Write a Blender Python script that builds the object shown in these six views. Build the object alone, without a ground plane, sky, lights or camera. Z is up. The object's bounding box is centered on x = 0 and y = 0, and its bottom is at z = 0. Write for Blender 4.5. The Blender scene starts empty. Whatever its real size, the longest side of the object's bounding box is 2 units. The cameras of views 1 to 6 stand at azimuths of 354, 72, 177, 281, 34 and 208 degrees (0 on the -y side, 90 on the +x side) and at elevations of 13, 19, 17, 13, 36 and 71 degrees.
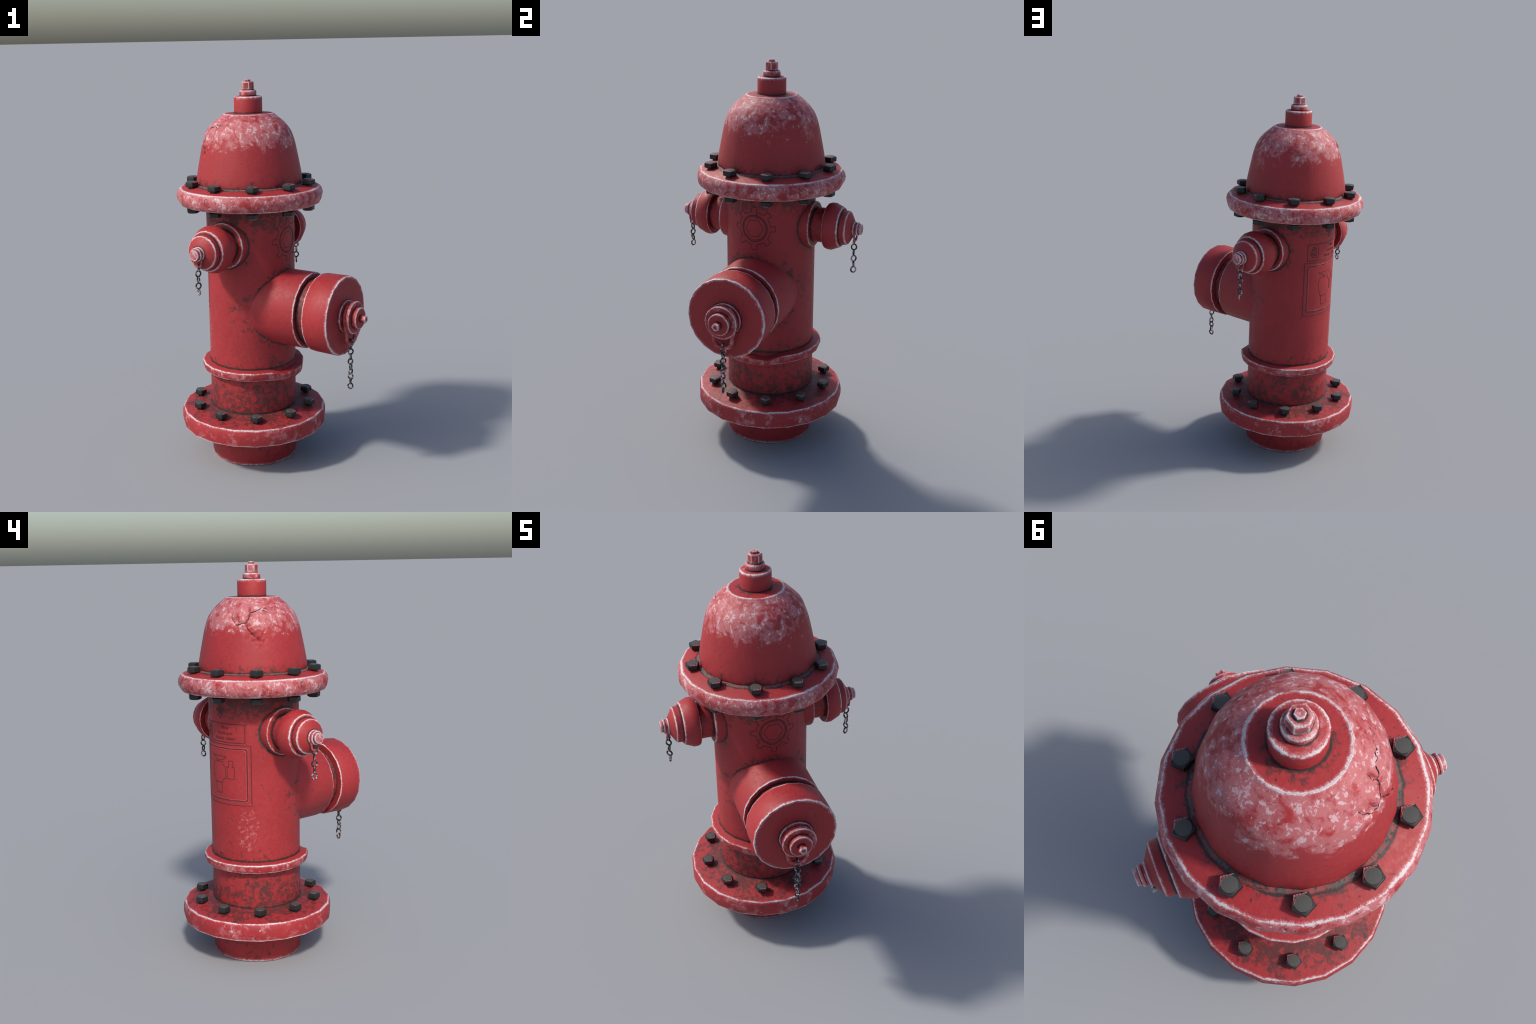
"""Weathered red cast-iron fire hydrant, built part by part.

Local frame of the hydrant: z up, +x along the big pumper outlet, +-y along the
two small hose outlets.  The root Empty turns and places that frame.
All turned castings are 20-sided lathes (as in the original), smooth shaded.
"""
import bpy, math, random
from mathutils import Vector, Matrix, noise as mnoise

random.seed(7)
SIDES = 20
AXIS = (-0.0853, 0.0619)          # where the barrel stands
TURN = math.radians(-40.0)        # direction of the pumper outlet
BARREL_R = 0.2285
BIG_Z, SMALL_Z = 0.8465, 1.189     # heights of the outlet axes

scene = bpy.context.scene
COLL = scene.collection


# --------------------------------------------------------------------------
#  node helpers
# --------------------------------------------------------------------------
class Nodes:
    """Small wrapper: every method adds a node and returns its output socket."""

    def __init__(self, mat):
        mat.use_nodes = True
        self.t = mat.node_tree
        self.t.nodes.clear()
        self.out = self.t.nodes.new("ShaderNodeOutputMaterial")
        self.bsdf = self.t.nodes.new("ShaderNodeBsdfPrincipled")
        self.t.links.new(self.bsdf.outputs[0], self.out.inputs[0])
        tc = self.t.nodes.new("ShaderNodeTexCoord")
        self.P = tc.outputs["Object"]
        sp = self.t.nodes.new("ShaderNodeSeparateXYZ")
        self.t.links.new(self.P, sp.inputs[0])
        self.x, self.y, self.z = sp.outputs

    def put(self, sock, v):
        if hasattr(v, "is_output"):
            self.t.links.new(v, sock)
        else:
            sock.default_value = v

    def m(self, op, a, b=0.0, c=0.0, clamp=False):
        n = self.t.nodes.new("ShaderNodeMath")
        n.operation = op
        n.use_clamp = clamp
        self.put(n.inputs[0], a)
        self.put(n.inputs[1], b)
        self.put(n.inputs[2], c)
        return n.outputs[0]

    def vec(self, x, y, z):
        n = self.t.nodes.new("ShaderNodeCombineXYZ")
        for s, v in zip(n.inputs, (x, y, z)):
            self.put(s, v)
        return n.outputs[0]

    def dist(self, a, b):
        n = self.t.nodes.new("ShaderNodeVectorMath")
        n.operation = "DISTANCE"
        self.put(n.inputs[0], a)
        self.put(n.inputs[1], b)
        return n.outputs["Value"]

    def ramp(self, v, lo, hi, to0=0.0, to1=1.0, smooth=True):
        n = self.t.nodes.new("ShaderNodeMapRange")
        n.interpolation_type = "SMOOTHSTEP" if smooth else "LINEAR"
        n.clamp = True
        for i, q in enumerate((v, lo, hi, to0, to1)):
            self.put(n.inputs[i], q)
        return n.outputs[0]

    def noise(self, scale, detail=4.0, rough=0.55, distort=0.0, stretch=(1, 1, 1), shift=(0, 0, 0)):
        mp = self.t.nodes.new("ShaderNodeMapping")
        mp.inputs["Scale"].default_value = stretch
        mp.inputs["Location"].default_value = shift
        self.t.links.new(self.P, mp.inputs[0])
        n = self.t.nodes.new("ShaderNodeTexNoise")
        n.inputs["Scale"].default_value = scale
        n.inputs["Detail"].default_value = detail
        n.inputs["Roughness"].default_value = rough
        n.inputs["Distortion"].default_value = distort
        self.t.links.new(mp.outputs[0], n.inputs["Vector"])
        return n.outputs["Fac"]

    def mix(self, fac, a, b):
        n = self.t.nodes.new("ShaderNodeMix")
        n.data_type = "RGBA"
        self.put(n.inputs["Factor"], fac)
        self.put(n.inputs["A"], a if hasattr(a, "is_output") else (*a, 1.0))
        self.put(n.inputs["B"], b if hasattr(b, "is_output") else (*b, 1.0))
        return n.outputs["Result"]

    def bump(self, height, strength, distance):
        n = self.t.nodes.new("ShaderNodeBump")
        n.inputs["Strength"].default_value = strength
        n.inputs["Distance"].default_value = distance
        self.put(n.inputs["Height"], height)
        return n.outputs[0]

    def radius(self, sides):
        """Distance from the z axis, evened out over the flat sides of a lathe."""
        r = self.m("SQRT", self.m("ADD", self.m("MULTIPLY", self.x, self.x), self.m("MULTIPLY", self.y, self.y)))
        if not sides:
            return r
        step = 2 * math.pi / sides
        a = self.m("ARCTAN2", self.y, self.x)
        ph = self.m("SUBTRACT", self.m("FLOORED_MODULO", a, step), step / 2)
        return self.m("DIVIDE", self.m("MULTIPLY", r, self.m("COSINE", ph)), math.cos(step / 2))

    def nearest(self, rz, rings):
        """Smallest distance/width to a list of rings (radius, height, width)."""
        best = None
        for r0, z0, w in rings:
            d = self.m("DIVIDE", self.dist(rz, (r0, z0, 0.0)), w)
            best = d if best is None else self.m("MINIMUM", best, d)
        return best


RED = (0.345, 0.024, 0.028)
RED_DEEP = (0.245, 0.015, 0.018)
PINK = (0.500, 0.185, 0.195)
FLAKE = (0.600, 0.420, 0.435)
BARE = (0.600, 0.550, 0.565)
GRIME = (0.022, 0.022, 0.021)


def paint(name, edges=(), creases=(), sides=SIDES, rub=None, grime=0.25, grime_field=None,
          edge_gain=1.0, extra=None, speck=0.5):
    """Chipped red paint.
    edges   : rings (r, z, width) where paint is worn to bare metal
    creases : rings (r, z, width) where black dirt gathers
    rub     : function(Nodes, r) -> 0..1 field of mottled, rubbed-through paint
    grime_field : function(Nodes, r) -> 0..1 field of speckled dirt
    """
    mat = bpy.data.materials.new(name)
    N = Nodes(mat)
    r = N.radius(sides)
    rz = N.vec(r, N.z, 0.0)
    broad = N.noise(5.0, 3, 0.5)
    fine = N.noise(60.0, 5, 0.6)
    grain = N.noise(190.0, 3, 0.6)
    # sun-faded, slightly uneven red
    col = N.mix(N.ramp(broad, 0.35, 0.70, 0.0, 0.45), RED, RED_DEEP)
    col = N.mix(N.ramp(fine, 0.40, 0.75, 0.0, 0.06), col, PINK)
    # mottled rubbing
    wear_total = None
    if rub:
        f = rub(N, r)
        a = N.noise(30.0, 8, 0.66, 0.35, shift=(3, 1, 0))
        b = N.noise(9.0, 4, 0.55, 0.3, shift=(0, 5, 2))
        k = N.noise(62.0, 6, 0.62, 0.5, stretch=(1, 1, 0.7), shift=(6, 1, 2))
        s = N.m("ADD", N.m("MULTIPLY", a, 0.60), N.m("MULTIPLY", b, 0.40))
        th = N.m("SUBTRACT", 0.70, N.m("MULTIPLY", f, 0.24))       # falls as rubbing grows
        over = N.m("SUBTRACT", s, th)
        gate = N.ramp(f, 0.0, 0.25)
        soft = N.m("MULTIPLY", N.ramp(over, -0.055, 0.075), gate)
        hard = N.m("MULTIPLY", N.ramp(N.m("ADD", over, N.m("MULTIPLY", N.m("SUBTRACT", k, 0.5), 1.1)), 0.115, 0.190), gate)
        col = N.mix(N.m("MULTIPLY", soft, 0.66), col, PINK)
        col = N.mix(N.m("MULTIPLY", hard, 0.75), col, FLAKE)
        wear_total = soft
    if extra:
        col = extra(N, r, col)
    # dirt: specks everywhere, clouds where the field says, black line in creases
    gf = grime_field(N, r) if grime_field else None
    if gf is not None:
        g1 = N.noise(38.0, 8, 0.72, 0.5, shift=(7, 0, 3))
        g2 = N.noise(8.0, 3, 0.5, 0.3, shift=(2, 7, 1))
        g1 = N.m("ADD", N.m("MULTIPLY", g1, 0.75), N.m("MULTIPLY", g2, 0.25))
        th = N.m("SUBTRACT", 0.70, N.m("MULTIPLY", gf, 0.28))
        g = N.ramp(N.m("SUBTRACT", g1, th), -0.02, 0.09)
        g = N.m("MULTIPLY", g, N.ramp(gf, 0.0, 0.2))
        col = N.mix(N.m("MULTIPLY", g, 0.72), col, GRIME)
    if speck:
        sp = N.noise(58.0, 3, 0.5, 0.9, stretch=(1, 1, 0.75), shift=(1, 9, 4))
        col = N.mix(N.m("MULTIPLY", N.ramp(sp, 0.660, 0.715), speck), col, GRIME)
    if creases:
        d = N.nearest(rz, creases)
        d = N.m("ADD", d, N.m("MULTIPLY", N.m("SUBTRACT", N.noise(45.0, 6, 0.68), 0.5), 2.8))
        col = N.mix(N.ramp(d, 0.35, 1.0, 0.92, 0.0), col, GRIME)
    if edges:
        d = N.nearest(rz, edges)
        d = N.m("ADD", d, N.m("MULTIPLY", N.m("SUBTRACT", N.noise(85.0, 6, 0.65, shift=(2, 2, 2)), 0.5), 3.0))
        d = N.m("ADD", d, N.m("MULTIPLY", N.m("SUBTRACT", N.noise(14.0, 3, 0.5, shift=(5, 2, 2)), 0.5), 2.0))
        d = N.m("ADD", d, N.m("MULTIPLY", N.m("SUBTRACT", N.noise(240.0, 3, 0.6, shift=(1, 3, 2)), 0.5), 2.4))
        col = N.mix(N.ramp(d, 0.5, 2.0, 0.70 * edge_gain, 0.0), col, PINK)
        e = N.ramp(d, 0.10, 0.85, 0.92 * edge_gain, 0.0)
        col = N.mix(e, col, BARE)
    N.put(N.bsdf.inputs["Base Color"], col)
    N.put(N.bsdf.inputs["Roughness"], N.ramp(fine, 0.3, 0.7, 0.50, 0.66))
    N.bsdf.inputs["Specular IOR Level"].default_value = 0.40
    h = N.m("ADD", N.m("MULTIPLY", fine, 0.7), N.m("MULTIPLY", grain, 0.3))
    if wear_total is not None:
        h = N.m("SUBTRACT", h, N.m("MULTIPLY", wear_total, 0.35))
    N.put(N.bsdf.inputs["Normal"], N.bump(h, 0.30, 0.004))
    return mat


def black_iron(name="blackened_bolt_iron", top=0.0232):
    mat = bpy.data.materials.new(name)
    N = Nodes(mat)
    r = N.radius(0)
    rnd = N.t.nodes.new("ShaderNodeObjectInfo").outputs["Random"]
    n1 = N.noise(130.0, 5, 0.65)
    n2 = N.noise(50.0, 4, 0.6, 0.5, shift=(3, 3, 3))
    col = N.mix(N.ramp(n1, 0.35, 0.7), (0.007, 0.008, 0.008), (0.016, 0.017, 0.016))
    # paler grey disc on the head
    disc = N.m("MULTIPLY", N.ramp(r, top - 0.0012, top + 0.0004, 1.0, 0.0), N.ramp(N.z, 0.0203, 0.0210))
    col = N.mix(N.m("MULTIPLY", disc, 0.9), col, N.mix(n1, (0.045, 0.045, 0.042), (0.088, 0.087, 0.080)))
    # remains of red paint along one side of the rim, a few specks elsewhere
    side = N.m("ADD", N.m("MULTIPLY", N.x, 0.90), N.m("MULTIPLY", N.y, 0.45))
    rim = N.m("MULTIPLY", N.ramp(r, top - 0.003, top, 0.0, 1.0), N.ramp(N.z, 0.0165, 0.0185))
    flake = N.m("MULTIPLY", N.ramp(N.m("ADD", side, N.m("MULTIPLY", N.m("SUBTRACT", n2, 0.5), 0.04)), 0.013, 0.016), rim)
    flake = N.m("MAXIMUM", flake, N.m("MULTIPLY", N.ramp(n2, 0.70, 0.74, 0.0, 0.7), N.ramp(N.z, 0.010, 0.018)))
    col = N.mix(N.m("MULTIPLY", flake, 0.85), col, N.mix(N.ramp(n1, 0.45, 0.60), (0.26, 0.03, 0.035), (0.42, 0.26, 0.27)))
    N.put(N.bsdf.inputs["Base Color"], col)
    N.bsdf.inputs["Roughness"].default_value = 0.52
    N.put(N.bsdf.inputs["Normal"], N.bump(n1, 0.15, 0.0015))
    return mat


def chain_steel():
    mat = bpy.data.materials.new("chain_worn_steel")
    N = Nodes(mat)
    rnd = N.t.nodes.new("ShaderNodeObjectInfo").outputs["Random"]
    sh = N.t.nodes.new("ShaderNodeVectorMath")
    sh.operation = "ADD"
    N.t.links.new(N.P, sh.inputs[0])
    N.t.links.new(N.vec(rnd, N.m("MULTIPLY", rnd, 3.0), 0.0), sh.inputs[1])
    nz = N.t.nodes.new("ShaderNodeTexNoise")
    nz.inputs["Scale"].default_value = 60.0
    nz.inputs["Detail"].default_value = 2.0
    N.t.links.new(sh.outputs[0], nz.inputs["Vector"])
    f = N.ramp(nz.outputs["Fac"], 0.49, 0.60)
    col = N.mix(f, (0.016, 0.015, 0.016), (0.46, 0.38, 0.39))
    N.put(N.bsdf.inputs["Base Color"], col)
    N.bsdf.inputs["Metallic"].default_value = 0.15
    N.bsdf.inputs["Roughness"].default_value = 0.5
    return mat


def plain(name, color, rough=0.7, vary=None, scale=80.0):
    mat = bpy.data.materials.new(name)
    N = Nodes(mat)
    n = N.noise(scale, 5, 0.65)
    N.put(N.bsdf.inputs["Base Color"], N.mix(N.ramp(n, 0.40, 0.62), color, vary or color))
    N.bsdf.inputs["Roughness"].default_value = rough
    N.put(N.bsdf.inputs["Normal"], N.bump(n, 0.4, 0.003))
    return mat


# --------------------------------------------------------------------------
#  geometry helpers
# --------------------------------------------------------------------------
root = bpy.data.objects.new("fire_hydrant", None)
COLL.objects.link(root)
root.location = (AXIS[0], AXIS[1], 0.0)
root.rotation_euler = (0, 0, TURN)
root.empty_display_size = 0.2
root["label"] = "weathered red fire hydrant with bolted flanges and hanging chains"
root["category"] = "fire hydrant"


def add(name, mesh, mat=None, parent=root, matrix=None):
    ob = bpy.data.objects.new(name, mesh)
    COLL.objects.link(ob)
    ob.parent = parent
    if matrix is not None:
        ob.matrix_local = matrix
    if mat is not None and not mesh.materials:
        mesh.materials.append(mat)
    return ob


def finish(me, angle=40.0):
    me.validate()
    me.update()
    me.polygons.foreach_set("use_smooth", [True] * len(me.polygons))
    me.set_sharp_from_angle(angle=math.radians(angle))


def lathe(name, profile, sides=SIDES, angle=40.0, phase=0.0, lift=None):
    """Turn a profile [(r, z), ...] around z; r == 0 closes the end.
    lift(theta) moves a whole station up or down."""
    verts, faces, rows = [], [], []
    for r, z in profile:
        if r <= 1e-6:
            rows.append([len(verts)])
            verts.append((0, 0, z))
            continue
        row = []
        for k in range(sides):
            t = phase + 2 * math.pi * k / sides
            dz = lift(t) if lift else 0.0
            row.append(len(verts))
            verts.append((r * math.cos(t), r * math.sin(t), z + dz))
        rows.append(row)
    for a, b in zip(rows, rows[1:]):
        for k in range(sides):
            j = (k + 1) % sides
            if len(a) == 1 and len(b) == 1:
                continue
            if len(a) == 1:
                faces.append((a[0], b[k], b[j]))
            elif len(b) == 1:
                faces.append((a[k], a[j], b[0]))
            else:
                faces.append((a[k], a[j], b[j], b[k]))
    me = bpy.data.meshes.new(name)
    me.from_pydata(verts, [], faces)
    # profiles run bottom -> top on the outside, which makes faces point outward
    finish(me, angle)
    return me


def sweep(name, path, radius, closed=False, ring=8, angle=60.0, taper=None, flat=1.0, up=None):
    """Round (or flattened) bar along a path of Vectors."""
    n = len(path)
    verts, faces = [], []
    prev = None
    for i, p in enumerate(path):
        a = path[(i - 1) % n] if (closed or i > 0) else p
        b = path[(i + 1) % n] if (closed or i < n - 1) else p
        t = (b - a).normalized()
        ref = up(p) if up else Vector((0, 0, 1))
        s = t.cross(ref)
        if s.length < 1e-4:
            s = t.cross(Vector((1, 0, 0)))
        s.normalize()
        u = s.cross(t).normalized()
        rr = radius * (taper(i / (n - 1)) if taper else 1.0)
        for k in range(ring):
            w = 2 * math.pi * k / ring
            verts.append(p + s * (rr * math.cos(w)) + u * (rr * flat * math.sin(w)))
    last = n if closed else n - 1
    for i in range(last):
        for k in range(ring):
            j = (k + 1) % ring
            ii = (i + 1) % n
            faces.append((i * ring + k, i * ring + j, ii * ring + j, ii * ring + k))
    if not closed:
        faces.append(tuple(range(ring))[::-1])
        faces.append(tuple((n - 1) * ring + k for k in range(ring)))
    me = bpy.data.meshes.new(name)
    me.from_pydata([tuple(v) for v in verts], [], faces)
    finish(me, angle)
    return me


def merge(name, meshes):
    verts, faces = [], []
    for me in meshes:
        o = len(verts)
        verts += [tuple(v.co) for v in me.vertices]
        faces += [tuple(i + o for i in p.vertices) for p in me.polygons]
        bpy.data.meshes.remove(me)
    out = bpy.data.meshes.new(name)
    out.from_pydata(verts, [], faces)
    finish(out, 60)
    return out


def poly_r(R, theta, sides=SIDES):
    """Radius of the flat-sided barrel in direction theta."""
    step = 2 * math.pi / sides
    ph = (theta % step) - step / 2
    return R * math.cos(step / 2) / math.cos(ph)


def on_barrel(deg, z, proud=0.0):
    t = math.radians(deg)
    r = poly_r(BARREL_R, t) + proud
    return Vector((r * math.cos(t), r * math.sin(t), z))


# --------------------------------------------------------------------------
#  barrel, ring, foot, base flange
# --------------------------------------------------------------------------
def barrel_grime_and_shade(N, r):
    top = N.m("ADD", N.ramp(N.z, 0.95, 1.15, 0.0, 0.22), N.ramp(N.z, 1.19, 1.36, 0.0, 0.66))  # top: flange shadow put into the paint as grainy darkening
    low = N.ramp(N.z, 0.53, 0.72, 0.60, 0.0)
    # around the root of the pumper outlet
    d = N.m("SQRT", N.m("ADD", N.m("MULTIPLY", N.y, N.y),
                        N.m("POWER", N.m("SUBTRACT", N.z, BIG_Z), 2.0)))
    d = N.m("ABSOLUTE", N.m("SUBTRACT", d, 0.200))
    root_d = N.m("MULTIPLY", N.ramp(d, 0.0, 0.09, 0.62, 0.0), N.ramp(N.x, -0.02, 0.02))
    # baked contact shade, painted dark around the hose outlet collars
    c = N.m("SQRT", N.m("ADD", N.m("MULTIPLY", N.x, N.x),
                        N.m("POWER", N.m("SUBTRACT", N.z, SMALL_Z), 2.0)))
    c = N.m("MULTIPLY", N.ramp(N.m("ABSOLUTE", N.m("SUBTRACT", c, 0.118)), 0.0, 0.07, 0.60, 0.0),
            N.ramp(N.m("ABSOLUTE", N.y), 0.08, 0.12))
    return N.m("ADD", N.m("MAXIMUM", N.m("MAXIMUM", top, low), N.m("MAXIMUM", root_d, c)), 0.10)


def barrel_extra(N, r, col):
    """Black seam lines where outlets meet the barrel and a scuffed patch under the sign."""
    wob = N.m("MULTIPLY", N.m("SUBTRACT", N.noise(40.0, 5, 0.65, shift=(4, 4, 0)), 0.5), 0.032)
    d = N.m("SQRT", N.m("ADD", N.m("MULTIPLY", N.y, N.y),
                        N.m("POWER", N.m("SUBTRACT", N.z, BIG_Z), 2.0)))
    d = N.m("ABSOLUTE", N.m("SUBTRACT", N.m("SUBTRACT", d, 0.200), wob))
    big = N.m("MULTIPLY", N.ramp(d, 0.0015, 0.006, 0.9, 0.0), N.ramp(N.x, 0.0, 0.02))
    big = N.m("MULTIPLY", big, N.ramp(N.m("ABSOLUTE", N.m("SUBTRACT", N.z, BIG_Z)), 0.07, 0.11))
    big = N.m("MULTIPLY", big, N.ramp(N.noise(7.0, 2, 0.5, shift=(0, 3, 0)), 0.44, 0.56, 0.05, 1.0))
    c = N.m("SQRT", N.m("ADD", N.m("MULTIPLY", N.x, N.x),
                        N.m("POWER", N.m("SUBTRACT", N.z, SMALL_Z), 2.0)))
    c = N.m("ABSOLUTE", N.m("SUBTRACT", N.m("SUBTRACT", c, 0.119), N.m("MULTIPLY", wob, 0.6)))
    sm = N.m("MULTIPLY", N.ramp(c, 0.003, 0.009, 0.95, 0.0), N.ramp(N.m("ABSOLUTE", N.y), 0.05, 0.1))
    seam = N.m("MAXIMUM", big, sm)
    # scuffed patch
    a = math.radians(222)
    q = N.dist(N.vec(N.x, N.y, N.m("MULTIPLY", N.z, 0.55)),
               (BARREL_R * math.cos(a), BARREL_R * math.sin(a), 0.70 * 0.55))
    f = N.ramp(q, 0.04, 0.11, 1.0, 0.0)
    s = N.noise(44.0, 8, 0.72, 0.5, shift=(8, 8, 1))
    patch = N.m("MULTIPLY", N.ramp(N.m("SUBTRACT", s, N.m("SUBTRACT", 0.72, N.m("MULTIPLY", f, 0.20))), -0.02, 0.12), f)
    col = N.mix(N.m("MULTIPLY", patch, 0.48), col, (0.62, 0.30, 0.31))
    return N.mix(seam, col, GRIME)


mat_barrel = paint("barrel_red_paint", creases=[(BARREL_R, 0.536, 0.009), (BARREL_R, 1.366, 0.010)],
                   grime_field=barrel_grime_and_shade, extra=barrel_extra, speck=0.55)
barrel = add("barrel", lathe("barrel", [(BARREL_R, 0.50), (BARREL_R, 1.37)]), mat_barrel)

mat_stem = paint("lower_barrel_red_paint",
                 creases=[(0.2285, 0.292, 0.008), (0.2285, 0.482, 0.006)],
                 grime_field=lambda N, r: N.ramp(N.z, 0.28, 0.50, 0.84, 0.70), speck=0.6)
add("lower_barrel", lathe("lower_barrel", [(BARREL_R, 0.28), (BARREL_R, 0.51)]), mat_stem)


def ring_dip(theta):
    """The bead is pulled down under the pumper outlet."""
    d = abs((math.degrees(theta) + 180) % 360 - 180)
    return -0.021 if d < 25 else 0.0


mat_ring = paint("ring_red_paint", edges=[(0.269, 0.528, 0.0048), (0.262, 0.486, 0.0042)],
                 rub=lambda N, r: N.ramp(r, 0.262, 0.268, 0.0, 0.80), speck=0.2, edge_gain=0.95,
                 creases=[(0.2285, 0.536, 0.007)])
add("barrel_ring", lathe("barrel_ring", [(0.226, 0.474), (0.258, 0.4845), (0.2625, 0.4875), (0.2705, 0.505), (0.2700, 0.524),
                                         (0.2665, 0.5285), (0.226, 0.5345)], lift=ring_dip, angle=30), mat_ring)

mat_base = paint("base_flange_red_paint",
                 edges=[(0.380, 0.2660, 0.0050), (0.385, 0.179, 0.0046)],
                 creases=[(0.2285, 0.292, 0.010)],
                 rub=lambda N, r: N.ramp(r, 0.378, 0.384, 0.0, 0.62),
                 grime_field=lambda N, r: N.m("MULTIPLY", N.ramp(r, 0.24, 0.375, 1.02, 0.68), N.ramp(r, 0.372, 0.380, 1.0, 0.12)), speck=0.8)
add("base_flange", lathe("base_flange", [(0.220, 0.153), (0.378, 0.176), (0.3845, 0.180), (0.3890, 0.205), (0.3885, 0.235), (0.3835, 0.261),
                                         (0.3785, 0.2670), (0.220, 0.2930)], angle=30), mat_base)

mat_foot = paint("foot_red_paint", edges=[(0.226, 0.004, 0.0075)],
                 grime_field=lambda N, r: N.ramp(N.z, 0.02, 0.2, 0.55, 0.85), speck=0.6, edge_gain=0.75)
add("foot", lathe("foot", [(0.0, 0.0), (0.2245, 0.0), (0.2285, 0.005), (BARREL_R, 0.18)]), mat_foot)

# --------------------------------------------------------------------------
#  bonnet: flange + cracked dome + collar
# --------------------------------------------------------------------------
mat_bflange = paint("bonnet_flange_red_paint",
                    edges=[(0.360, 1.4595, 0.0060), (0.363, 1.380, 0.0040)],
                    creases=[(0.290, 1.4765, 0.006)],
                    rub=lambda N, r: N.ramp(r, 0.357, 0.364, 0.0, 1.0),
                    grime_field=lambda N, r: N.ramp(r, 0.27, 0.355, 0.80, 0.30), speck=0.9)
add("bonnet_flange", lathe("bonnet_flange", [(0.222, 1.362), (0.357, 1.3775), (0.363, 1.381), (0.3745, 1.4005), (0.3780, 1.420), (0.3740, 1.440),
                                             (0.3635, 1.4565), (0.3575, 1.4605), (0.262, 1.481)], angle=34), mat_bflange)

DOME = [(0.2725, 1.474), (0.2700, 1.515), (0.2490, 1.625), (0.2330, 1.695), (0.2130, 1.746), (0.1790, 1.788), (0.1270, 1.8315)]
CRACKS = [
    [(255, 1.780), (245, 1.783), (236, 1.771), (228.3, 1.761), (227.1, 1.742), (222.8, 1.720), (217.6, 1.715),
     (211.4, 1.710), (207.9, 1.726), (204.3, 1.739), (202.8, 1.752)],
    [(222.8, 1.720), (226.4, 1.690), (229.7, 1.676), (232.9, 1.663), (236.9, 1.649), (239.9, 1.633)],
    [(228.3, 1.761), (226.0, 1.775), (228.0, 1.788)],
    [(245, 1.783), (247.5, 1.772), (252.0, 1.768)],
    [(217.6, 1.715), (214.0, 1.728), (213.0, 1.738)],
    [(232.9, 1.663), (236.0, 1.671)],
]


def catmull(pts, t):
    n = len(pts) - 1
    x = min(max(t, 0.0), 0.99999) * n
    i = int(x)
    f = x - i
    p = [pts[min(max(i + k, 0), n)] for k in (-1, 0, 1, 2)]
    res = []
    for c in range(2):
        a, b, d, e = (q[c] for q in p)
        res.append(0.5 * (2 * b + (d - a) * f + (2 * a - 5 * b + 4 * d - e) * f * f + (3 * b - a - 3 * d + e) * f ** 3))
    return res


ROWS, COLS = 110, 400
dome_line = [catmull(DOME, i / (ROWS - 1)) for i in range(ROWS)]


def dome_r(z):
    for (r0, z0), (r1, z1) in zip(dome_line, dome_line[1:]):
        if z0 <= z <= z1:
            return r0 + (r1 - r0) * (z - z0) / (z1 - z0)
    return dome_line[-1][0]


def jagged(path, seed, amp=0.004, step=0.004):
    """Fine, nervous version of a crack path, as points on the dome (angle, z)."""
    rng = random.Random(seed)
    out = []
    for (a0, z0), (a1, z1) in zip(path, path[1:]):
        L = math.hypot(math.radians(a1 - a0) * 0.22, z1 - z0)
        n = max(2, int(L / step))
        for k in range(n):
            f = k / n
            j = amp * (rng.random() - 0.5) if k else 0.0
            out.append((a0 + (a1 - a0) * f + math.degrees(j / 0.22), z0 + (z1 - z0) * f + amp * (rng.random() - 0.5) * (1 if k else 0)))
    out.append(path[-1])
    return out


crack_lines = [jagged(p, 11 + i) for i, p in enumerate(CRACKS)]
crack_points = []
for line in crack_lines:
    for a, z in line:
        t = math.radians(a)
        rr = dome_r(z)
        crack_points.append(Vector((rr * math.cos(t), rr * math.sin(t), z)))
from mathutils import kdtree
kd = kdtree.KDTree(len(crack_points))
for i, p in enumerate(crack_points):
    kd.insert(p, i)
kd.balance()


def dome_sink(p):
    """How far the dome is beaten in at p: lumps around the crack and the crack itself."""
    _, _, d = kd.find(p)
    if d > 0.09:
        return 0.0
    near = math.exp(-(d / 0.030) ** 2)
    lump = mnoise.noise(p * 50.0) * 0.0075 + mnoise.noise(p * 110.0) * 0.0030
    groove = 0.0035 * math.exp(-(d / 0.0045) ** 2)
    return near * (0.0015 + lump) + groove


def build_dome():
    smooth, faceted, faces = [], [], []
    for r, z in dome_line:
        for k in range(COLS):
            t = 2 * math.pi * k / COLS
            p = Vector((r * math.cos(t), r * math.sin(t), z))
            s = dome_sink(p)
            smooth.append(((r - s) * math.cos(t), (r - s) * math.sin(t), z - 0.5 * s))
            rf = poly_r(r, t) - s
            faceted.append((rf * math.cos(t), rf * math.sin(t), z - 0.5 * s))
    for i in range(ROWS - 1):
        for k in range(COLS):
            j = (k + 1) % COLS
            faces.append((i * COLS + k, i * COLS + j, (i + 1) * COLS + j, (i + 1) * COLS + k))
    me = bpy.data.meshes.new("bonnet_dome")
    me.from_pydata(smooth, [], faces)
    me.polygons.foreach_set("use_smooth", [True] * len(faces))
    me.update()
    normals = [tuple(v.normal) for v in me.vertices]
    me.vertices.foreach_set("co", [c for p in faceted for c in p])
    me.update()
    me.normals_split_custom_set_from_vertices(normals)
    return me


def dome_rub(N, r):
    f = N.ramp(N.z, 1.575, 1.735, 0.0, 1.02)
    return N.m("MULTIPLY", f, N.ramp(N.noise(4.0, 2, 0.5, shift=(1, 2, 3)), 0.25, 0.6, 0.72, 1.08))


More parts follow.
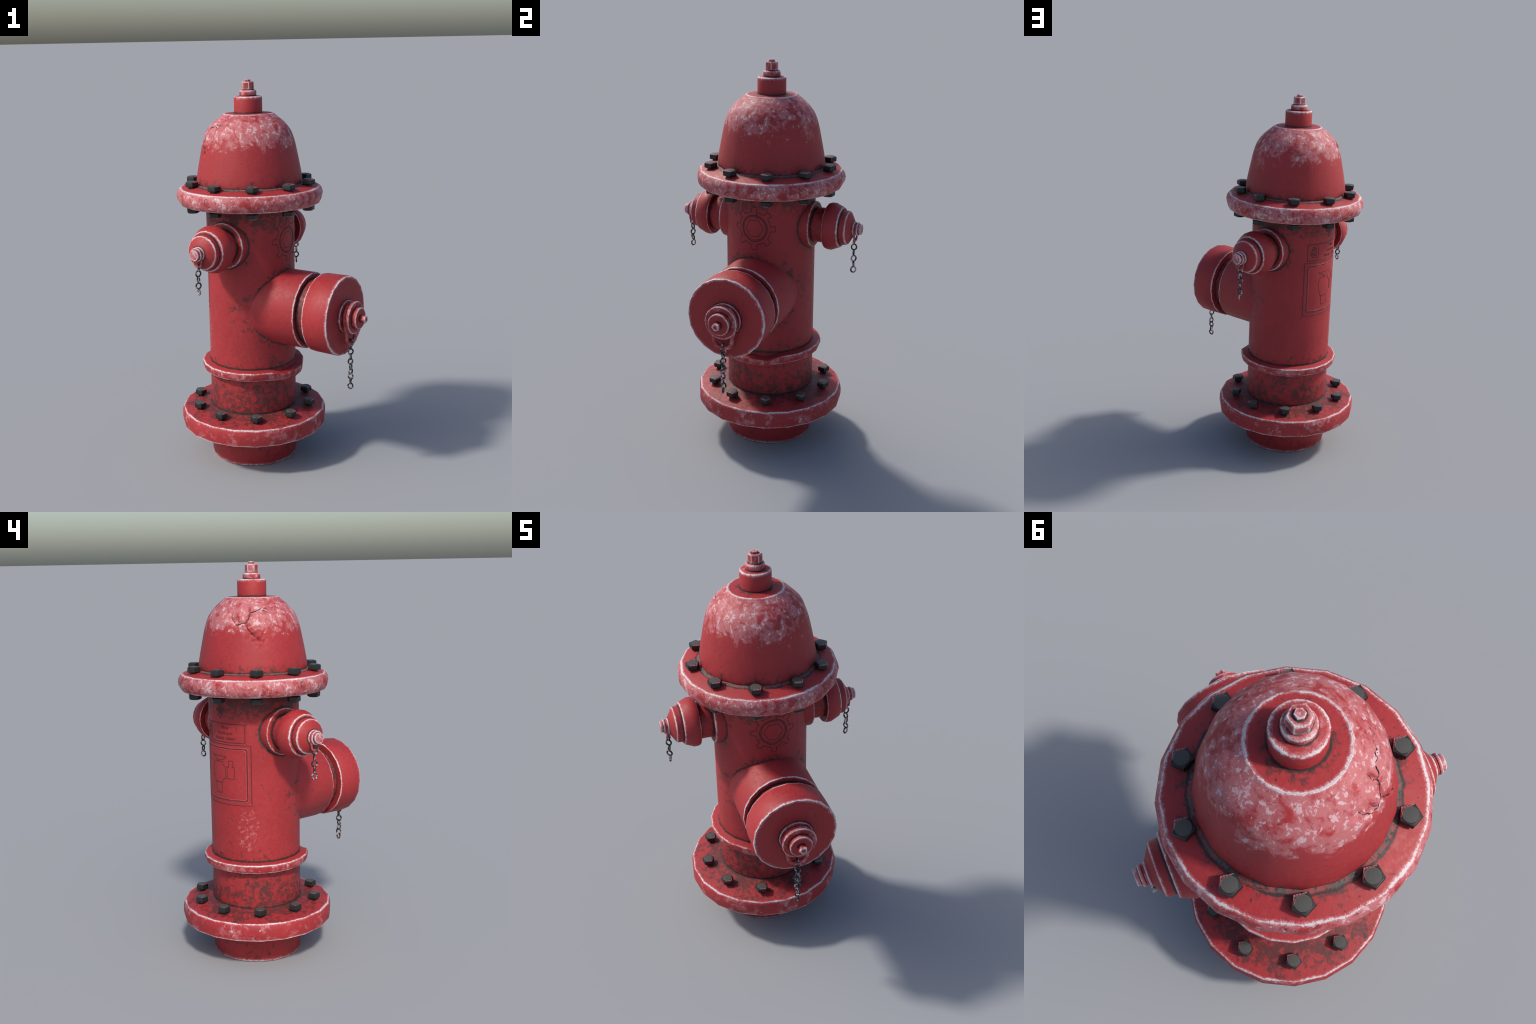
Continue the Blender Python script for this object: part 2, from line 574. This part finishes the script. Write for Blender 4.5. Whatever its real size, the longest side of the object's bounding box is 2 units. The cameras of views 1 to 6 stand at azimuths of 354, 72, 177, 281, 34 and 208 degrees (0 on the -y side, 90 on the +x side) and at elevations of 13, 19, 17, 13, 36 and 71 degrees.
mat_dome = paint("dome_red_paint", edges=[(0.1270, 1.832, 0.0048)],
                 creases=[(0.2745, 1.480, 0.010)], rub=dome_rub,
                 grime_field=lambda N, r: N.ramp(N.z, 1.475, 1.610, 0.75, 0.0), speck=0.45)
dome = add("bonnet_dome", build_dome(), mat_dome)

mat_crack = plain("crack_black_dirt", (0.014, 0.010, 0.010), 0.9, (0.035, 0.012, 0.012))
crack_meshes = []
for i, line in enumerate(crack_lines):
    path = []
    for a, z in line:
        t = math.radians(a)
        r = dome_r(z)
        s = dome_sink(Vector((r * math.cos(t), r * math.sin(t), z)))
        rr = poly_r(r, t) - s + 0.0002
        path.append(Vector((rr * math.cos(t), rr * math.sin(t), z - 0.5 * s)))
    main = i < 2
    crack_meshes.append(sweep("c", path, 0.0026 if main else 0.0017, ring=6,
                              taper=lambda f, m=main: (0.35 + 0.65 * math.sin(math.pi * min(1, f * 0.9 + 0.05)) * (0.75 + 0.5 * abs(math.sin(f * 23))))))
add("dome_crack", merge("dome_crack", crack_meshes), mat_crack, parent=dome)

mat_deck = paint("dome_top_red_paint", edges=[(0.1262, 1.832, 0.0048)], creases=[(0.0715, 1.834, 0.010)],
                 grime_field=lambda N, r: N.ramp(r, 0.07, 0.125, 0.80, 0.35), speck=0.9)
add("dome_top_plate", lathe("dome_top_plate", [(0.1266, 1.8313), (0.050, 1.8345)]), mat_deck)

# lumpy caulking between dome and flange
bead = []
for k in range(240):
    t = 2 * math.pi * k / 240
    c = Vector((math.cos(t), math.sin(t), 0))
    w = 0.0015 * mnoise.noise(c * 14.0) + 0.0012 * mnoise.noise(c * 45.0)
    bead.append((t, w))


def build_bead():
    prof = [(0.268, 0.006), (0.2745, 0.0052), (0.2830, 0.0030), (0.2880, 0.0002), (0.2890, -0.004)]
    verts, faces = [], []
    n = len(prof)
    for t, w in bead:
        for r, h in prof:
            rr = poly_r(r + w, t)
            verts.append((rr * math.cos(t), rr * math.sin(t), 1.4765 + h + w * 0.6 - 0.18 * (r - 0.272)))
    for k in range(len(bead)):
        j = (k + 1) % len(bead)
        for i in range(n - 1):
            faces.append((k * n + i, k * n + i + 1, j * n + i + 1, j * n + i))
    me = bpy.data.meshes.new("caulking_bead")
    me.from_pydata(verts, [], faces)
    finish(me, 60)
    return me


def caulk_material():
    mat = bpy.data.materials.new("caulking_dirt")
    N = Nodes(mat)
    n = N.noise(24.0, 5, 0.65)
    f = N.noise(95.0, 4, 0.6)
    col = N.mix(N.ramp(n, 0.42, 0.60), (0.085, 0.080, 0.072), (0.26, 0.055, 0.055))
    col = N.mix(N.ramp(f, 0.50, 0.68, 0.0, 0.9), col, GRIME)
    r = N.radius(SIDES)
    wob = N.m("MULTIPLY", N.m("SUBTRACT", N.noise(60.0, 4, 0.6), 0.5), 0.012)
    col = N.mix(N.ramp(N.m("ADD", r, wob), 0.2835, 0.2865, 0.0, 0.9), col, GRIME)
    N.put(N.bsdf.inputs["Base Color"], col)
    N.bsdf.inputs["Roughness"].default_value = 0.75
    N.put(N.bsdf.inputs["Normal"], N.bump(f, 0.5, 0.004))
    return mat


add("caulking_bead", build_bead(), caulk_material())

# operating nut on top
mat_neck = paint("stem_collar_red_paint", edges=[(0.0695, 1.916, 0.0068)], creases=[(0.0715, 1.834, 0.007), (0.043, 1.9185, 0.005)],
                 grime_field=lambda N, r: N.ramp(N.z, 1.835, 1.87, 0.45, 0.0), speck=0.3,
                 rub=lambda N, r: N.ramp(N.z, 1.875, 1.915, 0.0, 0.55))
add("stem_collar", lathe("stem_collar", [(0.0715, 1.828), (0.0715, 1.910), (0.0695, 1.9145), (0.0655, 1.9165), (0.030, 1.9185)]), mat_neck)
mat_small = paint("operating_nut_red_paint", edges=[(0.0425, 1.943, 0.0055), (0.028, 1.9885, 0.0052), (0.0135, 2.0, 0.005), (0.030, 1.953, 0.0025)],
                  creases=[(0.031, 1.949, 0.004), (0.0145, 1.9895, 0.0038), (0.043, 1.9195, 0.004)],
                  sides=0, rub=lambda N, r: N.ramp(N.z, 1.92, 1.95, 0.80, 1.0), speck=0.0,
                  extra=lambda N, r, col: N.mix(N.m("MULTIPLY", N.ramp(r, 0.0308, 0.0326, 0.0, 0.8), N.ramp(N.z, 1.949, 1.951)), col, BARE))
add("stem_washer", lathe("stem_washer", [(0.0420, 1.914), (0.0432, 1.922), (0.0432, 1.9385), (0.0412, 1.9440), (0.0375, 1.9465), (0.018, 1.948)]), mat_small)
nut = [(0.0310, 1.944), (0.0330, 1.949), (0.0330, 1.9835), (0.0290, 1.9885), (0.0170, 1.9895), (0.010, 1.9895)]
add("operating_nut", lathe("operating_nut", nut, sides=6, angle=20, phase=math.radians(15)), mat_small)
add("stem_tip", lathe("stem_tip", [(0.0145, 1.985), (0.0148, 1.9975), (0.0130, 2.0), (0.0, 2.0)], sides=6, angle=20, phase=math.radians(15)), mat_small)


# --------------------------------------------------------------------------
#  bolts: five-cornered heads, all turned the same way as in the original
# --------------------------------------------------------------------------
def bolt_mesh(name, R):
    """Head on a short shank; local z = 0 is the seat."""
    ph = math.radians(-14 + 40)
    verts, faces = [], []

    def ring(n, r, z, off=0.0):
        s = len(verts)
        for k in range(n):
            t = ph + off + 2 * math.pi * k / n
            verts.append((r * math.cos(t), r * math.sin(t), z))
        return list(range(s, s + n))

    rows = [ring(5, 0.52 * R, -0.020), ring(5, 0.55 * R, -0.0065), ring(5, 0.92 * R, -0.0050), ring(5, R, -0.002),
            ring(5, R, 0.0160), ring(5, 0.95 * R, 0.0200)]
    for a, b in zip(rows, rows[1:]):
        for k in range(5):
            j = (k + 1) % 5
            faces.append((a[k], a[j], b[j], b[k]))
    # round disc on the head
    c0 = ring(20, 0.72 * R, 0.0208)
    c1 = ring(20, 0.68 * R, 0.0224)
    p = rows[-1]
    for k in range(5):
        j = (k + 1) % 5
        i0 = k * 4
        faces.append((p[k], p[j], c0[(i0 + 2) % 20]))
        faces.append((p[k], c0[(i0 + 1) % 20], c0[i0]))
        faces.append((p[k], c0[(i0 + 2) % 20], c0[(i0 + 1) % 20]))
        faces.append((p[j], c0[(i0 + 3) % 20], c0[(i0 + 2) % 20]))
        faces.append((p[j], c0[(i0 + 4) % 20], c0[(i0 + 3) % 20]))
    for k in range(20):
        j = (k + 1) % 20
        faces.append((c0[k], c0[j], c1[j], c1[k]))
    top = len(verts)
    verts.append((0, 0, 0.0238))
    for k in range(20):
        faces.append((c1[k], c1[(k + 1) % 20], top))
    me = bpy.data.meshes.new(name)
    me.from_pydata([tuple(v) for v in verts], [], [tuple(dict.fromkeys(f)) for f in faces])
    finish(me, 30)
    return me


iron = black_iron()
big_bolt, small_bolt = bolt_mesh("bolt_head", 0.0338), bolt_mesh("base_bolt_head", 0.0322)
for me in (big_bolt, small_bolt):
    me.materials.append(iron)
for k in range(10):
    t = math.radians(18 + 36 * k)
    c, s = math.cos(t), math.sin(t)
    add("bolt", big_bolt, matrix=Matrix.Translation((0.310 * c, 0.310 * s, 1.4815)))
    flip = Matrix.Translation((0.308 * c, 0.308 * s, 1.3645)) @ Matrix.Rotation(math.pi, 4, "X")
    add("bolt", big_bolt, matrix=flip)
    add("bolt", small_bolt, matrix=Matrix.Translation((0.305 * c, 0.305 * s, 0.2955)))


# --------------------------------------------------------------------------
#  outlets
# --------------------------------------------------------------------------
def frame(angle_deg, z):
    """Matrix whose local z runs outward along an outlet, local x points up... (world z)."""
    t = math.radians(angle_deg)
    o = Vector((math.cos(t), math.sin(t), 0))
    up = Vector((0, 0, 1))
    side = o.cross(up)              # right-handed: x = up, y = o x up
    m = Matrix(((up.x, side.x, o.x, 0), (up.y, side.y, o.y, 0), (up.z, side.z, o.z, z), (0, 0, 0, 1)))
    return m


def eyelet_path(R, drop, half, corner):
    """Pear-shaped strap: round the hub and drawn out downward (-x is down)."""
    pts = []
    a0 = math.radians(118)
    for k in range(17):
        a = -a0 + 2 * a0 * k / 16
        pts.append(Vector((R * math.cos(a), R * math.sin(a), 0)))
    pts.append(Vector((-drop + corner, half, 0)))
    pts.append(Vector((-drop, half - corner, 0)))
    pts.append(Vector((-drop, -half + corner, 0)))
    pts.append(Vector((-drop + corner, -half, 0)))
    return pts


steel = chain_steel()


def link_mesh(R, wire):
    path = []
    for k in range(20):
        t = 2 * math.pi * k / 20
        path.append(Vector((R * 0.92 * math.cos(t), 0, R * 1.06 * math.sin(t))))
    return sweep("chain_link", path, wire, closed=True, ring=8, up=lambda p: Vector((0, 1, 0)))


LINK = link_mesh(0.0136, 0.0040)
LINK.materials.append(steel)


def hang_chain(anchor, count, length, yaw0, drift, seed):
    """Chain of `count` links from anchor (hydrant frame) straight down."""
    rng = random.Random(seed)
    chain = bpy.data.objects.new("chain", None)
    COLL.objects.link(chain)
    chain.parent = root
    chain.location = anchor
    chain.empty_display_size = 0.02
    pitch = (length - 0.0305) / (count - 1)
    for i in range(count):
        yaw = math.radians(yaw0 + 90 * (i % 2) + rng.uniform(-14, 14) + drift * i)
        m = (Matrix.Translation((rng.uniform(-.0015, .0015), rng.uniform(-.0015, .0015), -0.0152 - pitch * i))
             @ Matrix.Rotation(yaw, 4, "Z") @ Matrix.Rotation(math.radians(rng.uniform(-8, 8)), 4, "Y")
             @ Matrix.Rotation(math.radians(rng.uniform(-6, 6)), 4, "X"))
        add("chain_link", LINK, parent=chain, matrix=m)


# --- pumper outlet ---------------------------------------------------------
M = frame(0, BIG_Z)
mat_out = paint("pumper_outlet_red_paint", edges=[(0.1948, 0.371, 0.0042)], creases=[(0.168, 0.372, 0.012), (0.168, 0.424, 0.010)],
                grime_field=lambda N, r: N.m("MAXIMUM", N.ramp(N.z, 0.10, 0.33, 0.45, 0.12), N.ramp(r, 0.170, 0.188, 0.9, 0.0)), speck=0.6)
big = add("pumper_outlet", lathe("pumper_outlet", [(0.1960, 0.06), (0.1960, 0.3680), (0.1935, 0.3720), (0.168, 0.3725), (0.168, 0.44)]), mat_out, matrix=M)
mat_cap = paint("pumper_cap_red_paint", edges=[(0.2000, 0.561, 0.0065), (0.199, 0.426, 0.0036)],
                creases=[(0.081, 0.565, 0.010), (0.160, 0.424, 0.008)],
                grime_field=lambda N, r: N.ramp(r, 0.08, 0.15, 0.42, 0.10), speck=0.5,
                rub=lambda N, r: N.m("MULTIPLY", N.ramp(N.z, 0.545, 0.562, 0.0, 0.50), N.ramp(r, 0.175, 0.19)))
cap = add("pumper_cap", lathe("pumper_cap", [(0.150, 0.4235), (0.1975, 0.4235), (0.2000, 0.4270), (0.2020, 0.557), (0.1990, 0.5625), (0.0, 0.5645)]), mat_cap, matrix=M)
mat_disc = paint("cap_washer_red_paint", edges=[(0.082, 0.573, 0.0036), (0.082, 0.6205, 0.0042), (0.082, 0.6065, 0.003), (0.0535, 0.6465, 0.0042), (0.015, 0.676, 0.006)],
                 creases=[(0.050, 0.575, 0.008), (0.054, 0.6215, 0.006), (0.017, 0.648, 0.007)], speck=0.1,
                 rub=lambda N, r: N.ramp(r, 0.03, 0.08, 0.45, 0.65), edge_gain=0.95)
add("cap_washer", lathe("cap_washer", [(0.082, 0.560), (0.082, 0.5715), (0.0800, 0.5735), (0.048, 0.574), (0.048, 0.606), (0.0800, 0.606),
                                       (0.0825, 0.6085), (0.0825, 0.6185), (0.0800, 0.6212), (0.0540, 0.6220), (0.0545, 0.6440), (0.0520, 0.6470), (0.0, 0.6478)]), mat_disc, matrix=M, parent=root)
add("cap_stud", lathe("cap_stud", [(0.0180, 0.640), (0.0215, 0.672), (0.0190, 0.6775), (0.0, 0.679)], sides=5, angle=20, phase=math.radians(20)), mat_disc, matrix=M)
mat_eye = paint("eyelet_red_paint", sides=0, rub=lambda N, r: N.ramp(r, 0.0, 0.02, 0.85, 0.85), speck=0.2,
                grime_field=lambda N, r: N.ramp(r, 0.0, 0.02, 0.3, 0.3))


def rounded(pts, rounds=1):
    for _ in range(rounds):
        out = []
        n = len(pts)
        for i in range(n):
            a, b = pts[i], pts[(i + 1) % n]
            if (b - a).length > 0.012:
                out += [a.lerp(b, 0.18), a.lerp(b, 0.82)]
            else:
                out.append(a.lerp(b, 0.5))
        pts = out
    return pts


add("chain_eyelet", sweep("chain_eyelet", rounded(eyelet_path(0.066, 0.134, 0.041, 0.014)), 0.0105, closed=True, ring=8, angle=50,
                          up=lambda p: Vector((0, 0, 1))), mat_eye,
    matrix=M @ Matrix.Translation((0, 0, 0.5925)))

# --- two hose outlets -------------------------------------------------------
mat_hose = paint("hose_outlet_red_paint", edges=[(0.1165, 0.2435, 0.0044)], creases=[(0.088, 0.2455, 0.012), (0.088, 0.312, 0.012)],
                 grime_field=lambda N, r: N.ramp(r, 0.088, 0.115, 0.62, 0.20), speck=0.5)
mat_hcap = paint("hose_cap_red_paint", edges=[(0.1005, 0.386, 0.0042), (0.0830, 0.4215, 0.0045), (0.1148, 0.3125, 0.0026)],
                 creases=[(0.0875, 0.391, 0.0060), (0.038, 0.447, 0.006)],
                 grime_field=lambda N, r: N.ramp(N.z, 0.30, 0.45, 0.12, 0.05), speck=0.25)
mat_hstud = paint("hose_stud_red_paint", edges=[(0.036, 0.4535, 0.004), (0.034, 0.4725, 0.0045), (0.0260, 0.487, 0.0055)],
                  creases=[(0.027, 0.474, 0.0035), (0.026, 0.455, 0.006)], sides=0,
                  rub=lambda N, r: N.ramp(r, 0.0, 0.02, 1.0, 1.0), speck=0.1)
hose = lathe("hose_outlet", [(0.117, 0.170), (0.117, 0.2400), (0.1145, 0.2437), (0.088, 0.2455), (0.088, 0.325)])
hcap = lathe("hose_cap", [(0.078, 0.3155), (0.1130, 0.3115), (0.1155, 0.3135), (0.1185, 0.3225), (0.1190, 0.3440), (0.1015, 0.3850), (0.0985, 0.3880),
                          (0.0878, 0.3895), (0.0858, 0.4180), (0.0825, 0.4220), (0.040, 0.4470), (0.0, 0.4480)], angle=34)
hstud = lathe("hose_cap_stud", [(0.0365, 0.440), (0.0365, 0.4520), (0.0350, 0.4538), (0.0255, 0.4540), (0.0255, 0.4630), (0.0330, 0.4632), (0.0345, 0.4650),
                                (0.0345, 0.4710), (0.0330, 0.4730), (0.0262, 0.4735), (0.0270, 0.4850), (0.0255, 0.4880), (0.0, 0.4885)], sides=16)
heye = sweep("chain_eyelet", rounded(eyelet_path(0.0295, 0.0605, 0.0205, 0.009)), 0.0050, closed=True, ring=8, angle=50, up=lambda p: Vector((0, 0, 1)))
for ang in (90, -90):
    Mh = frame(ang, SMALL_Z)
    add("hose_outlet", hose, mat_hose, matrix=Mh)
    add("hose_cap", hcap, mat_hcap, matrix=Mh)
    add("hose_cap_stud", hstud, mat_hstud, matrix=Mh)
    add("chain_eyelet", heye, mat_eye, matrix=Mh @ Matrix.Translation((0, 0, 0.4570)))

# chains: measured hanging points in the hydrant frame
hang_chain((0.5935, -0.002, 0.7325), 10, 0.264, 20, 9, 3)
hang_chain((0.0, 0.4510, 1.139), 6, 0.180, 10, 6, 4)
hang_chain((0.0, -0.4535, 1.139), 5, 0.153, -45, 3, 5)

# --------------------------------------------------------------------------
#  cast marks on the barrel: gear, sign with words and flame, pictogram panel, lily
# --------------------------------------------------------------------------
mat_line = plain("groove_shade_dark_red", (0.060, 0.009, 0.011), 0.7, (0.10, 0.012, 0.014))  # dark tint draws the shade of engraved grooves
mat_lite = plain("lip_highlight_red", (0.42, 0.060, 0.064), 0.6, (0.36, 0.035, 0.04))  # lighter red draws the highlight along the panel edge


def mark(points, radius=0.0013, closed=False, proud=0.0001, step=0.006):
    """Thin proud line along (angle degrees, z) points, wrapped on the barrel."""
    pts = list(points) + ([points[0]] if closed else [])
    path = []
    for (a0, z0), (a1, z1) in zip(pts, pts[1:]):
        L = math.hypot(math.radians(a1 - a0) * BARREL_R, z1 - z0)
        n = max(1, int(L / step))
        for k in range(n):
            f = k / n
            path.append(on_barrel(a0 + (a1 - a0) * f, z0 + (z1 - z0) * f, proud))
    if not closed:
        path.append(on_barrel(*pts[-1], proud))
    return sweep("m", path, radius * 1.7, closed=closed, ring=6, flat=0.5,
                 up=lambda p: Vector((p.x, p.y, 0)).normalized())


DEG = math.degrees(1.0 / BARREL_R)          # degrees of barrel per metre


def around(ca, cz, pts):
    return [(ca + x * DEG, cz + y) for x, y in pts]


# gear above the pumper outlet
G_A, G_Z = 0.8, 1.2005
outline = []
for k in range(8):
    a = math.pi / 4 * k
    for da, rad in ((-0.155, 0.0845), (-0.118, 0.1095), (0.118, 0.1095), (0.155, 0.0845)):
        outline.append((rad * math.cos(a + da), rad * math.sin(a + da)))
    for f in (0.33, 0.5, 0.67):
        b = a + 0.155 + (math.pi / 4 - 0.31) * f
        outline.append((0.0845 * math.cos(b), 0.0845 * math.sin(b)))
circle = lambda r, n=48: [(r * math.cos(2 * math.pi * k / n), r * math.sin(2 * math.pi * k / n)) for k in range(n)]
hexa = [(0.047 * math.cos(math.pi / 3 * k), 0.047 * math.sin(math.pi / 3 * k)) for k in range(6)]
gear = merge("gear_emblem", [mark(around(G_A, G_Z, outline), closed=True, radius=0.0012),
                             mark(around(G_A, G_Z, circle(0.0670)), closed=True, radius=0.0016),
                             mark(around(G_A, G_Z, circle(0.0600)), closed=True, radius=0.0011),
                             mark(around(G_A, G_Z, hexa), closed=True, radius=0.0011)])
add("gear_emblem", gear, mat_line, parent=barrel)


def box(a0, a1, z0, z1, corner=0.0):
    if not corner:
        return [(a0, z0), (a1, z0), (a1, z1), (a0, z1)]
    out = []
    for (ca, cz, s) in ((a1 - corner * DEG, z0 + corner, -90), (a1 - corner * DEG, z1 - corner, 0),
                        (a0 + corner * DEG, z1 - corner, 90), (a0 + corner * DEG, z0 + corner, 180)):
        for k in range(5):
            t = math.radians(s + 22.5 * k)
            out.append((ca + corner * DEG * math.cos(t), cz + corner * math.sin(t)))
    return out


sign = merge("sign_border", [mark(box(147.2, 219.8, 1.1395, 1.2305), closed=True, radius=0.0014),
                             mark([(163.8, 1.147), (163.8, 1.2225)], radius=0.0013),
                             mark(box(143.7, 227.0, 0.8255, 1.1275), closed=True, radius=0.0012),
                             mark(box(148.8, 222.0, 0.8475, 1.1090, 0.011), closed=True, radius=0.0018)])
add("sign_border", sign, mat_line, parent=barrel)
add("sign_lip_highlight", merge("sign_lip_highlight", [mark(box(150.4, 220.4, 0.8535, 1.1030, 0.009), closed=True, radius=0.0010),
                                   mark(box(147.8, 222.9, 0.8440, 1.1125, 0.012), closed=True, radius=0.0009)]), mat_lite, parent=barrel)

# pictogram: capped hydrant with a side valve
cap_hat = [(165.6, 1.070), (169, 1.0665), (171, 1.0685), (174, 1.0655), (177, 1.0675), (181, 1.0655), (185, 1.0675), (189, 1.0655), (193, 1.068), (192.8, 1.060), (186, 1.049), (179.0, 1.043), (172, 1.056)]
body = [(171.2, 1.0375), (178.8, 1.0385), (187.6, 1.038), (187.0, 1.024), (189.5, 1.017), (192.0, 1.012), (192.0, 0.957), (189.5, 0.954), (186.4, 0.949), (186.8, 0.937),
        (185.4, 0.9325), (172.0, 0.9330), (170.6, 0.944), (168.6, 0.965), (167.3, 0.990), (167.6, 1.012), (169.0, 1.028)]
valve = [(194.3, 0.957), (194.3, 1.014), (197.2, 1.016), (196.8, 1.046), (203.0, 1.048), (203.0, 1.035), (202.0, 1.016), (205.3, 1.016), (205.0, 0.956)]
foot_p = [(173.2, 0.931), (185.4, 0.932), (185.4, 0.881), (174.2, 0.880)]
picto = merge("pictogram", [mark(q, closed=True, radius=0.0011, step=0.003) for q in (cap_hat, body, valve, foot_p)])
add("pictogram", picto, mat_line, parent=barrel)

# flame of the sign: three tongues
tongues = [[(151.0, 1.176), (153.0, 1.170), (154.6, 1.162), (157.0, 1.156), (159.8, 1.157), (160.6, 1.164), (158.6, 1.170), (156.4, 1.170), (154.6, 1.176), (153.4, 1.183), (152.4, 1.178)],
           [(153.0, 1.190), (155.0, 1.184), (157.2, 1.179), (160.0, 1.176), (161.0, 1.186), (159.0, 1.192), (156.8, 1.196), (155.0, 1.206), (154.2, 1.198)],
           [(156.0, 1.214), (157.4, 1.206), (159.4, 1.199), (161.2, 1.201), (160.4, 1.208), (158.6, 1.213), (158.2, 1.219)]]
add("flame_mark", merge("flame_mark", [mark(q, closed=True, radius=0.0014, step=0.004) for q in tongues]), mat_line, parent=barrel)

# little lily ornament above the sign
L_A, L_Z = 184.6, 1.288
petal = [(0, 0.032), (0.006, 0.022), (0.0075, 0.012), (0.004, 0.002), (0, -0.002), (-0.004, 0.002), (-0.0075, 0.012), (-0.006, 0.022)]
curl = [(0.005, -0.002), (0.010, 0.008), (0.017, 0.017), (0.025, 0.016), (0.028, 0.008), (0.024, 0.002), (0.019, 0.004), (0.018, 0.009)]
tail = [(0.002, -0.006), (0.010, -0.010), (0.015, -0.017), (0.008, -0.016), (0, -0.032)]
lily = [mark(around(L_A, L_Z, petal), closed=True, radius=0.0013, step=0.004)]
for sx in (1, -1):
    lily.append(mark(around(L_A, L_Z, [(sx * x, y) for x, y in curl]), radius=0.0013, step=0.004))
    lily.append(mark(around(L_A, L_Z, [(sx * x, y) for x, y in tail]), radius=0.0013, step=0.004))
lily.append(mark(around(L_A, L_Z, [(-0.012, -0.004), (0.012, -0.004)]), radius=0.0015, step=0.004))
add("lily_ornament", merge("lily_ornament", lily), mat_line, parent=barrel)


# words of the sign, wrapped letter by letter
def wrapped_text(body_text, center_deg, base_z, size, width):
    cu = bpy.data.curves.new("t", "FONT")
    cu.body = body_text
    cu.size = size
    cu.align_x = "CENTER"
    cu.extrude = 0.0005
    cu.offset = 0.0002
    tmp = bpy.data.objects.new("t", cu)
    COLL.objects.link(tmp)
    dg = bpy.context.evaluated_depsgraph_get()
    dg.update()
    me = bpy.data.meshes.new_from_object(tmp.evaluated_get(dg))
    bpy.data.objects.remove(tmp)
    bpy.data.curves.remove(cu)
    xs = [v.co.x for v in me.vertices]
    k = width / (max(xs) - min(xs))
    mid = 0.5 * (max(xs) + min(xs))
    for v in me.vertices:
        v.co = on_barrel(center_deg + (v.co.x - mid) * k * DEG, base_z + v.co.y, 0.0004 + v.co.z)
    return me


words = [wrapped_text("Fire", 192.0, 1.2035, 0.0235, 0.040),
         wrapped_text("hydrant", 191.9, 1.1775, 0.0235, 0.090),
         wrapped_text("Keep clear", 191.9, 1.1525, 0.0235, 0.128)]
for name_w, me in zip(("word_fire", "word_hydrant", "words_keep_clear"), words):
    me.materials.clear()
    me.update()
    add(name_w, me, mat_line, parent=barrel)

bpy.context.view_layer.update()
